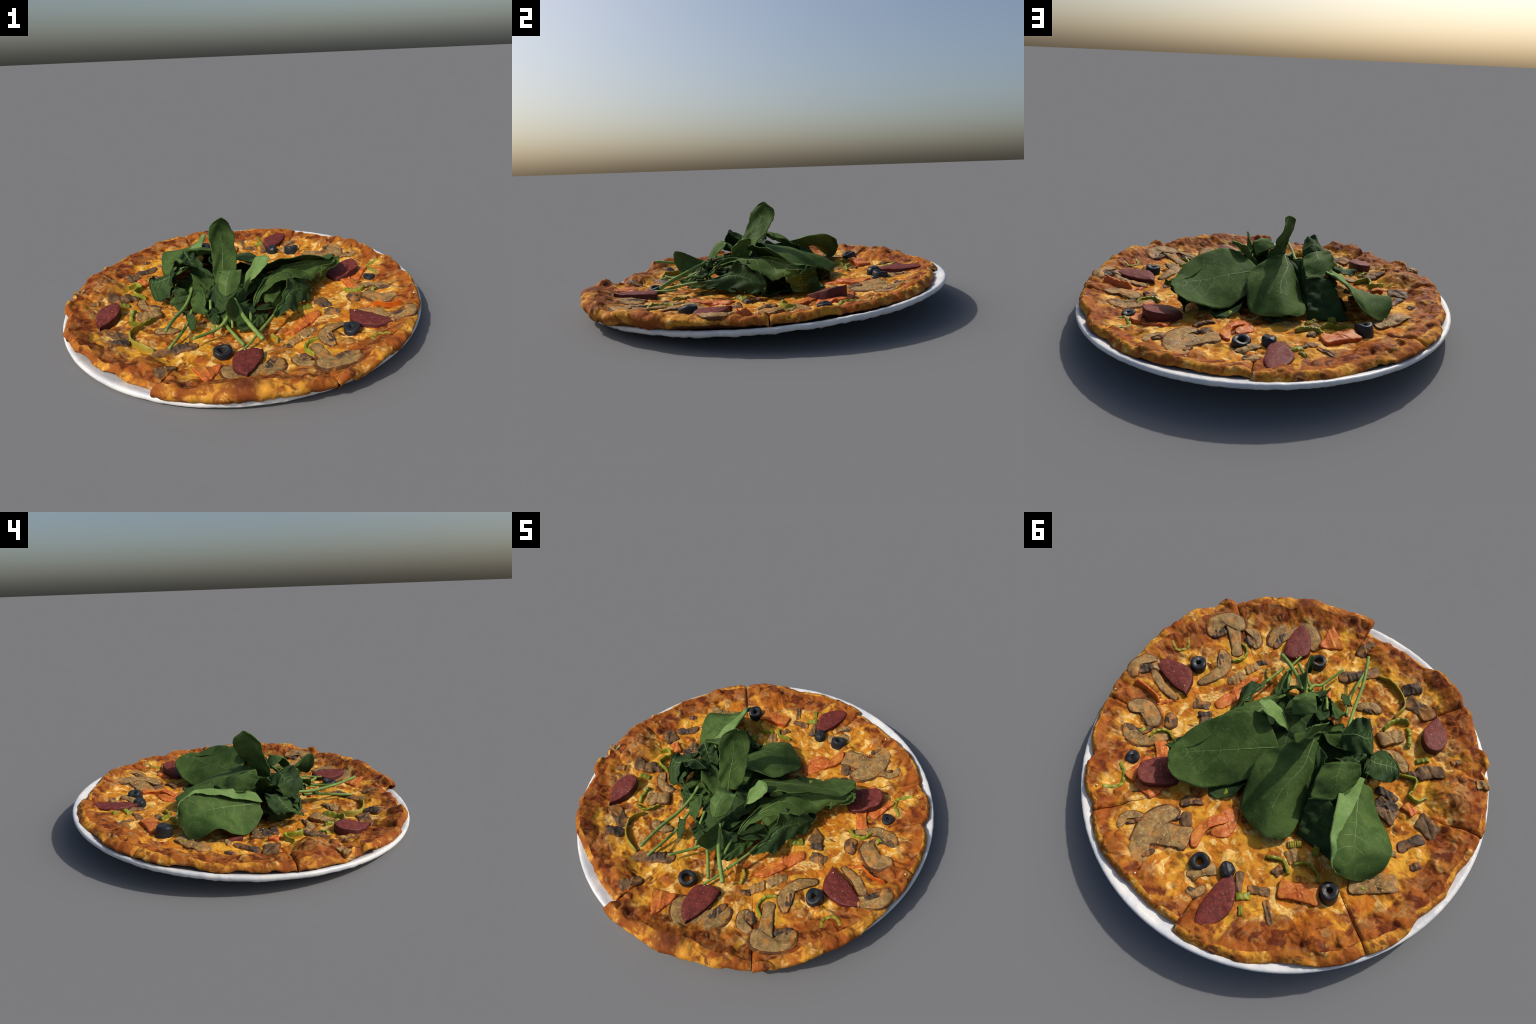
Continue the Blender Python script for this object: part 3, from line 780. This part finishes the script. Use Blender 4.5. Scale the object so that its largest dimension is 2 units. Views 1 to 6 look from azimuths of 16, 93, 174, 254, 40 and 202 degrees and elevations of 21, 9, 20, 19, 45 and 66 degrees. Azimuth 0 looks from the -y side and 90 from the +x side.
def leaf(net, mid=1, mats=(LEAF, LEAF_PALE), ruffle=.006, wave=9, jag=.06, thick=.0035, seed=0, veins=True, nu=60, nv=34,
         stem=None, stem_r=(.008, .006), rib=(.0042, .0015), name='arugula_leaf', side_veins=5):
    """a leaf blade: rows of control points from stalk to tip, each row from edge to edge"""
    N = np.array(net, float)
    cols = N.shape[1]
    G1 = catmull(N, nu)                                   # along
    Gd = catmull(np.swapaxes(G1, 0, 1), nv)               # across
    P = np.swapaxes(Gd, 0, 1)                             # nu x nv x 3
    u = np.linspace(0, 1, nu)[:, None]; v = np.linspace(0, cols - 1, nv)[None, :]
    M = G1[:, mid][:, None, :]
    e = np.clip(np.abs(v - mid) / max(mid, cols - 1 - mid), 0, 1)
    g = np.random.default_rng(seed + 11)
    ph = g.uniform(0, 6.28, 8)
    jagf = (np.sin(u * wave * 3.1 + ph[0] + np.sign(v - mid)) + .7 * np.sin(u * wave * 7.3 + ph[1] + 2 * np.sign(v - mid)) + .5 * np.sin(u * wave * 15 + ph[5])) / 2.2
    P = P + (P - M) * (jag * jagf * e ** 3)[..., None]
    du = np.gradient(P, axis=0); dv = np.gradient(P, axis=1)
    Nn = np.cross(du, dv); Nn /= np.maximum(np.linalg.norm(Nn, axis=2, keepdims=True), 1e-9)
    ruf = np.sin(u * wave + ph[2] + 1.3 * np.sign(v - mid)) * e ** 1.5 + .5 * np.sin(u * wave * 2.3 + ph[3] + v * 1.7) * e
    ruf = ruf + .8 * np.sin(u * 17 + 4 * np.abs(v - mid) + ph[4]) * np.minimum(e * 1.6, 1) + .4 * np.sin(u * 31 + v * 5 + ph[5]) * e
    P = P + Nn * (ruffle * ruf)[..., None]
    du = np.gradient(P, axis=0); dv = np.gradient(P, axis=1)
    Nn = np.cross(du, dv); Nn /= np.maximum(np.linalg.norm(Nn, axis=2, keepdims=True), 1e-9)
    th = thick * .5
    A, B = (P + Nn * th).reshape(-1, 3), (P - Nn * th).reshape(-1, 3)
    V = np.concatenate([A, B]); o = nu * nv
    F, fm = [], []
    for i in range(nu - 1):
        for j in range(nv - 1):
            a, b, c, d = i * nv + j, (i + 1) * nv + j, (i + 1) * nv + j + 1, i * nv + j + 1
            F.append((a, b, c, d)); fm.append(0)
            F.append((o + d, o + c, o + b, o + a)); fm.append(1)
    edge = [i * nv for i in range(nu)] + [(nu - 1) * nv + j for j in range(1, nv)] + [i * nv + nv - 1 for i in range(nu - 2, -1, -1)] + [j for j in range(nv - 2, 0, -1)]
    for k in range(len(edge)):
        a, b = edge[k], edge[(k + 1) % len(edge)]
        F.append((b, a, o + a, o + b)); fm.append(0)
    org = P[0, nv // 2].copy()
    ob = new_object(name, make_mesh(name, V - org, F, list(mats), fmat=fm), pizza, org)
    if veins:
        jm = int(round(mid / (cols - 1) * (nv - 1)))
        VV, FF = [], []
        def add(path, r0, r1, n=24):
            tv, tf = tube(path, r0, r1, n, 6)
            b = sum(len(q) for q in VV); VV.append(tv); FF.extend([tuple(b + i for i in f) for f in tf])
        last = int(nu * .93)
        add(P[0:last:4, jm] , rib[0], rib[1], 40)
        for s in range(1, side_veins + 1):
            i0 = int(nu * (.06 + .72 * s / (side_veins + 1)))
            for sg in (-1, 1):
                pts = []
                for q in range(6):
                    f = q / 5 * .78
                    ii = min(int(i0 + f * nu * .20), nu - 1)
                    jj = jm + f * ((nv - 1 - jm) if sg > 0 else -jm)
                    pts.append(P[ii, int(round(jj))])
                add(pts, rib[0] * .62, rib[1] * .8, 16)
        vo = new_object('leaf_vein', make_mesh('leaf_vein', np.concatenate(VV) - org, FF, VEIN), ob)
    if stem is not None:
        tv, tf = tube(list(stem) + [tuple(P[0, int(round(mid / (cols - 1) * (nv - 1)))])], stem_r[0], stem_r[1])
        new_object('leaf_stem', make_mesh('leaf_stem', tv - org, tf, STEM), ob)
    return ob

def stalk(path, r0, r1):
    V, F = tube(path, r0, r1, 40, 10)
    C = V.mean(0)
    return new_object('arugula_stem', make_mesh('arugula_stem', V - C, F, STEM), pizza, C)

def arugula():
    # tall leaf standing up in the middle
    leaf([[(-.095, -.165, .20), (-.065, -.13, .21), (-.03, -.10, .21)],
          [(-.112, -.150, .25), (-.070, -.11, .255), (-.015, -.065, .255)],
          [(-.120, -.138, .305), (-.078, -.085, .315), (-.020, -.025, .315)],
          [(-.135, -.105, .371), (-.090, -.047, .368), (-.035, .015, .369)],
          [(-.157, -.083, .445), (-.112, -.010, .443), (-.058, .056, .432)],
          [(-.148, -.055, .498), (-.116, .002, .500), (-.084, .062, .484)],
          [(-.112, -.006, .531), (-.106, .006, .534), (-.100, .016, .530)]],
         mats=(LEAF_MID, LEAF), ruffle=.005, jag=.06, seed=1, stem=[(.02, -.22, .12), (-.03, -.16, .16)])
    # broad leaf out to +x
    leaf([[(.150, -.085, .300), (.040, .020, .225), (.060, .130, .165)],
          [(.205, -.065, .325), (.121, .064, .228), (.140, .205, .140)],
          [(.270, -.032, .328), (.220, .118, .231), (.215, .262, .118)],
          [(.355, .038, .323), (.324, .170, .230), (.290, .322, .155)],
          [(.440, .125, .288), (.415, .222, .242), (.395, .348, .200)],
          [(.478, .200, .264), (.478, .262, .252), (.455, .330, .228)],
          [(.485, .255, .255), (.488, .270, .252), (.482, .285, .248)]],
         mats=(LEAF, LEAF_DARK), ruffle=.005, jag=.025, seed=2)
    # long leaf beneath it
    leaf([[(.150, -.300, .165), (.150, -.285, .160), (.160, -.280, .165)],
          [(.155, -.215, .230), (.165, -.222, .212), (.192, -.235, .216)],
          [(.182, -.116, .258), (.206, -.112, .243), (.255, -.150, .240)],
          [(.235, .000, .265), (.257, .020, .250), (.325, -.075, .235)],
          [(.300, .070, .275), (.330, .090, .245), (.385, .045, .175)],
          [(.400, .170, .265), (.420, .165, .235), (.425, .125, .195)],
          [(.490, .230, .255), (.495, .220, .235), (.505, .190, .205)],
          [(.515, .240, .250), (.524, .225, .243), (.525, .205, .232)]],
         mats=(LEAF, LEAF), ruffle=.009, wave=14, jag=.12, seed=3, stem=[(.175, -.455, .125), (.165, -.40, .150), (.143, -.33, .145)], stem_r=(.008, .0075), rib=(.0065, .002), side_veins=4)
    # broad leaf that hangs to +y
    leaf([[(-.060, -.040, .295), (-.105, -.060, .288), (-.128, -.062, .268)],
          [(.030, .030, .275), (-.110, .015, .280), (-.152, .000, .235)],
          [(.096, .078, .240), (-.115, .071, .270), (-.170, .050, .195)],
          [(.113, .170, .208), (-.092, .150, .262), (-.180, .125, .172)],
          [(.110, .290, .146), (-.065, .223, .240), (-.180, .205, .158)],
          [(.070, .350, .122), (-.060, .330, .210), (-.180, .300, .148)],
          [(.000, .390, .136), (-.062, .400, .172), (-.170, .372, .142)],
          [(-.05, .415, .150), (-.075, .420, .158), (-.130, .405, .148)]],
         mats=(LEAF, LEAF_DARK), ruffle=.004, jag=.02, seed=4)
    # drooping leaf with a turned-over edge
    leaf([[(-.387, -.01, .195), (-.325, .01, .235), (-.372, .00, .190), (-.430, .00, .150)],
          [(-.394, .097, .238), (-.308, .11, .262), (-.392, .09, .200), (-.488, .06, .105)],
          [(-.389, .19, .264), (-.314, .20, .280), (-.412, .17, .212), (-.555, .14, .102)],
          [(-.380, .27, .280), (-.338, .295, .294), (-.436, .25, .222), (-.605, .21, .150)],
          [(-.374, .350, .290), (-.361, .367, .297), (-.457, .324, .224), (-.620, .285, .190)],
          [(-.402, .432, .264), (-.396, .437, .260), (-.486, .40, .195), (-.606, .360, .155)],
          [(-.430, .458, .210), (-.432, .460, .205), (-.503, .445, .145), (-.562, .420, .118)]],
         mid=2, mats=(LEAF, LEAF_PALE), ruffle=.006, jag=.05, seed=5, nv=46)
    # rolled leaf behind
    leaf([[(-.205, .075, .290), (-.275, .045, .285), (-.340, .025, .278)],
          [(-.196, .050, .318), (-.270, .012, .332), (-.343, -.010, .324)],
          [(-.188, .075, .310), (-.272, .040, .330), (-.357, .006, .314)],
          [(-.188, .130, .286), (-.276, .095, .314), (-.364, .045, .284)],
          [(-.192, .185, .265), (-.300, .135, .268), (-.352, .085, .262)],
          [(-.200, .205, .254), (-.300, .160, .254), (-.335, .110, .254)]],
         mats=(LEAF, LEAF_PALE), ruffle=.004, jag=.02, seed=6)
    # dark leaf behind: between the tall one and the rolled one
    leaf([[(-.355, -.067, .305), (-.335, -.02, .325), (-.320, .02, .328)],
          [(-.320, -.08, .285), (-.295, -.04, .285), (-.270, .00, .300)],
          [(-.270, -.10, .230), (-.250, -.06, .225), (-.225, -.02, .240)],
          [(-.210, -.12, .160), (-.200, -.08, .165), (-.19, -.04, .17)]],
         mats=(LEAF_DARK, LEAF), ruffle=.008, jag=.06, seed=7)
    # crumpled leaf on the -x side
    leaf([[(-.228, -.083, .245), (-.215, -.140, .285), (-.235, -.210, .330)],
          [(-.290, -.085, .268), (-.272, -.150, .318), (-.265, -.225, .347)],
          [(-.366, -.105, .267), (-.322, -.160, .300), (-.300, -.237, .338)],
          [(-.378, -.120, .240), (-.348, -.190, .275), (-.306, -.268, .285)],
          [(-.372, -.140, .190), (-.355, -.210, .200), (-.300, -.272, .225)]],
         mats=(LEAF_DARK, LEAF_DARK), ruffle=.006, wave=11, jag=.05, seed=8)
    leaf([[(-.370, -.030, .225), (-.360, -.100, .225), (-.345, -.170, .175)],
          [(-.420, -.030, .195), (-.415, -.115, .192), (-.380, -.205, .120)],
          [(-.475, -.045, .172), (-.470, -.135, .172), (-.425, -.236, .102)],
          [(-.515, -.070, .172), (-.510, -.135, .174), (-.462, -.215, .118)],
          [(-.533, -.085, .174), (-.526, -.120, .182), (-.500, -.172, .155)]],
         mats=(LEAF_DARK, LEAF), ruffle=.006, jag=.05, seed=9)
    # small pale leaf
    leaf([[(.035, -.110, .165), (.050, -.137, .158), (.068, -.158, .165)],
          [(.055, -.080, .250), (.075, -.125, .236), (.100, -.165, .232)],
          [(.085, -.066, .305), (.107, -.118, .294), (.130, -.170, .266)],
          [(.114, -.060, .338), (.145, -.108, .333), (.160, -.164, .302)],
          [(.155, -.070, .355), (.176, -.100, .354), (.184, -.134, .334)],
          [(.182, -.088, .354), (.189, -.097, .351), (.192, -.106, .346)]],
         mats=(LEAF_PALE, LEAF_PALE), ruffle=.003, jag=.02, seed=12)
    # leaf bent over towards the back, on the thick stem
    leaf([[(-.030, -.310, .235), (.015, -.325, .215), (.060, -.275, .235)],
          [(-.035, -.285, .285), (.012, -.290, .280), (.070, -.238, .280)],
          [(-.028, -.262, .316), (.018, -.245, .322), (.066, -.207, .312)],
          [(-.045, -.232, .312), (.005, -.212, .308), (.060, -.188, .290)],
          [(-.064, -.198, .285), (-.008, -.174, .272), (.052, -.157, .250)]],
         mats=(LEAF_MID, LEAF_MID), ruffle=.003, jag=.02, seed=13)
    # upright lobe on the thick stem
    leaf([[(.050, -.320, .210), (.050, -.350, .222), (.060, -.380, .215)],
          [(.075, -.345, .200), (.072, -.390, .236), (.088, -.452, .276)],
          [(.105, -.390, .180), (.088, -.440, .215), (.086, -.500, .278)],
          [(.120, -.415, .170), (.095, -.460, .180), (.076, -.505, .235)],
          [(.135, -.432, .160), (.105, -.460, .150), (.070, -.470, .170)]],
         mats=(LEAF_DARK, LEAF), ruffle=.003, jag=.05, seed=14, veins=False, nu=36, nv=22)
    # lobed leaf low on the right
    leaf([[(.262, -.345, .150), (.268, -.340, .142), (.280, -.335, .142)],
          [(.285, -.255, .165), (.296, -.240, .158), (.345, -.285, .140)],
          [(.290, -.180, .200), (.310, -.164, .180), (.365, -.250, .130)],
          [(.275, -.110, .245), (.330, -.110, .178), (.365, -.130, .120)],
          [(.305, -.060, .250), (.355, -.050, .165), (.375, -.070, .100)],
          [(.345, -.000, .200), (.378, -.005, .152), (.390, .010, .105)],
          [(.385, .035, .150), (.392, .030, .135), (.396, .028, .112)]],
         mats=(LEAF, LEAF_DARK), ruffle=.010, wave=13, jag=.16, seed=15, stem=[(.227, -.473, .111), (.250, -.40, .128)], stem_r=(.008, .006))
    # dark leaf flat under the stems
    leaf([[(.175, -.460, .140), (.190, -.452, .140), (.205, -.440, .120)],
          [(.160, -.390, .135), (.190, -.380, .125), (.215, -.375, .100)],
          [(.155, -.310, .125), (.190, -.300, .110), (.220, -.300, .095)],
          [(.180, -.245, .105), (.200, -.238, .100), (.212, -.235, .090)]],
         mats=(LEAF_DARK, LEAF), ruffle=.004, jag=.04, seed=16)
    # little leaves among the stems
    leaf([[(-.165, -.330, .105), (-.130, -.345, .110), (-.085, -.360, .115)],
          [(-.186, -.322, .155), (-.145, -.330, .160), (-.085, -.360, .150)],
          [(-.182, -.305, .192), (-.150, -.290, .200), (-.105, -.310, .188)],
          [(-.165, -.265, .205), (-.150, -.245, .210), (-.125, -.255, .208)]],
         mats=(LEAF_DARK, LEAF), ruffle=.006, jag=.06, seed=17, veins=False, nu=30, nv=20)
    leaf([[(-.075, -.310, .130), (-.060, -.300, .135), (-.035, -.310, .130)],
          [(-.105, -.285, .180), (-.080, -.262, .180), (-.040, -.280, .170)],
          [(-.110, -.240, .210), (-.085, -.215, .215), (-.050, -.230, .205)],
          [(-.095, -.205, .222), (-.085, -.200, .222), (-.070, -.205, .220)]],
         mats=(LEAF, LEAF_DARK), ruffle=.006, jag=.07, seed=18, veins=False, nu=30, nv=20)
    leaf([[(-.020, -.440, .100), (-.010, -.430, .108), (.000, -.420, .100)],
          [(-.052, -.430, .140), (-.030, -.405, .140), (-.005, -.390, .130)],
          [(-.055, -.430, .168), (-.050, -.385, .168), (-.030, -.360, .155)]],
         mats=(LEAF, LEAF_DARK), ruffle=.003, jag=.05, seed=19, veins=False, nu=24, nv=16)
    leaf([[(-.195, -.390, .130), (-.180, -.395, .125), (-.150, -.385, .130)],
          [(-.165, -.435, .105), (-.150, -.435, .108), (-.120, -.425, .115)],
          [(-.135, -.475, .082), (-.125, -.475, .082), (-.110, -.465, .085)]],
         mats=(LEAF_DARK, LEAF), ruffle=.004, jag=.08, seed=20, veins=False, nu=24, nv=16)
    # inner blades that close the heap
    def inner(seed, *net):
        leaf(net, mats=(LEAF_DARK, LEAF_DARK), ruffle=.008, jag=.05, seed=seed, veins=False, nu=36, nv=24)
    leaf([[(.440, .120, .232), (.500, .185, .243), (.490, .272, .250)],
          [(.425, .135, .175), (.468, .205, .185), (.455, .285, .190)],
          [(.385, .160, .115), (.425, .225, .110), (.410, .305, .118)]],
         mats=(LEAF, LEAF_DARK), ruffle=.006, jag=.05, seed=31, nu=36, nv=24)
    inner(32, [(.080, .095, .175), (.220, .180, .160), (.375, .270, .205)],
          [(.080, .090, .120), (.215, .170, .115), (.365, .255, .145)],
          [(.080, .085, .080), (.210, .160, .085), (.355, .240, .100)])
    inner(21, [(-.185, .195, .250), (-.250, .170, .250), (-.330, .200, .245)],
          [(-.190, .270, .170), (-.270, .260, .180), (-.350, .280, .200)],
          [(-.190, .340, .095), (-.290, .360, .095), (-.385, .385, .105)])
    inner(22, [(-.375, -.030, .245), (-.385, -.090, .225), (-.360, -.150, .200)],
          [(-.400, -.035, .170), (-.405, -.100, .160), (-.375, -.180, .140)],
          [(-.410, -.045, .095), (-.415, -.110, .090), (-.385, -.200, .085)])
    inner(23, [(-.030, -.305, .235), (.015, -.325, .215), (.060, -.285, .230)],
          [(-.045, -.340, .160), (.018, -.360, .150), (.070, -.320, .160)],
          [(-.060, -.375, .085), (.020, -.395, .085), (.080, -.355, .085)])
    inner(24, [(.090, -.080, .215), (.180, -.030, .225), (.280, .020, .215)],
          [(.095, -.085, .150), (.190, -.030, .150), (.295, .030, .150)],
          [(.100, -.090, .080), (.200, -.030, .080), (.310, .040, .080)])
    inner(28, [(-.330, -.205, .200), (-.285, -.245, .205), (-.235, -.255, .205)],
          [(-.330, -.215, .140), (-.285, -.260, .140), (-.225, -.275, .140)],
          [(-.330, -.230, .082), (-.280, -.280, .080), (-.215, -.295, .080)])
    inner(25, [(-.280, -.100, .270), (-.200, -.080, .260), (-.120, -.120, .240)],
          [(-.270, -.120, .180), (-.190, -.110, .180), (-.115, -.150, .170)],
          [(-.260, -.140, .095), (-.180, -.140, .090), (-.110, -.180, .090)])
    inner(26, [(-.130, -.050, .270), (-.170, -.030, .270), (-.200, .000, .285)],
          [(-.160, .050, .220), (-.180, .070, .235), (-.190, .100, .265)],
          [(-.178, .130, .170), (-.187, .150, .200), (-.190, .180, .240)],
          [(-.180, .250, .130), (-.187, .280, .130), (-.190, .300, .125)])
    inner(27, [(.060, -.330, .200), (.100, -.340, .190), (.150, -.300, .170)],
          [(.080, -.380, .130), (.130, -.380, .125), (.170, -.330, .120)],
          [(.090, -.420, .082), (.150, -.410, .082), (.190, -.360, .082)])
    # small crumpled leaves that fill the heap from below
    g = np.random.default_rng(41)
    for i in range(22):
        while True:
            x, y = g.uniform(-.36, .30), g.uniform(-.32, .26)
            if ((x + .03) / .36) ** 2 + ((y + .03) / .31) ** 2 < 1:
                break
        room = .150 * math.exp(-((x + .05) / .24) ** 2 - ((y + .06) / .22) ** 2) + .012
        z = float(top(x, y)) + .010 + room * g.uniform(.5, 1.)
        yaw, L, W = g.uniform(0, 6.28), g.uniform(.10, .15), g.uniform(.065, .095)
        d, q = np.array([math.cos(yaw), math.sin(yaw)]), np.array([-math.sin(yaw), math.cos(yaw)])
        roll, sag = g.uniform(-.5, .5), g.uniform(.02, .05)
        net = []
        for t, w in ((-1, .35), (-.4, 1.), (.3, 1.05), (.8, .7), (1, .15)):
            row = []
            for c in (-1, 0, 1):
                p = np.array([x, y]) + d * L * t + q * W * w * c
                zz = z - sag * t * t + roll * W * w * c * .8 + .015 * abs(c)
                row.append((p[0], p[1], max(zz, float(top(p[0], p[1])) + .006)))
            net.append(row)
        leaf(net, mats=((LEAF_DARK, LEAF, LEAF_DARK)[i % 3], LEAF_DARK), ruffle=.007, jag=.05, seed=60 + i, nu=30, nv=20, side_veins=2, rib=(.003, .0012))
    # bare stems fanning out to -y
    stalk([(-.168, -.674, .184), (-.188, -.58, .170), (-.200, -.50, .160), (-.206, -.38, .150), (-.215, -.28, .160), (-.228, -.20, .185)], .0085, .009)
    stalk([(-.174, -.650, .072), (-.165, -.55, .085), (-.160, -.466, .098), (-.170, -.39, .112), (-.182, -.33, .120)], .0075, .008)
    stalk([(-.067, -.596, .110), (-.03, -.53, .102), (.006, -.466, .100), (.038, -.427, .128), (.045, -.38, .15)], .0070, .009)
    stalk([(.173, -.555, .078), (.110, -.49, .085), (.050, -.429, .096), (.02, -.38, .11), (.00, -.32, .13)], .008, .010)
    stalk([(.266, -.544, .114), (.200, -.49, .142), (.140, -.433, .165), (.100, -.385, .188), (.062, -.333, .208)], .0115, .0095)
    stalk([(.178, -.600, .078), (.20, -.53, .082), (.21, -.47, .088)], .006, .006)
    stalk([(-.003, -.470, .088), (-.030, -.42, .110), (-.060, -.365, .145), (-.085, -.30, .17)], .007, .0075)
    stalk([(.10, -.20, .12), (.09, -.28, .12), (.07, -.36, .11)], .008, .007)
    stalk([(.03, -.30, .20), (.05, -.36, .16), (.08, -.44, .10)], .007, .006)

build_plate()
for k in range(8):
    build_slice(k)
sausages(); olives(); mushrooms(); vegetables(); arugula()
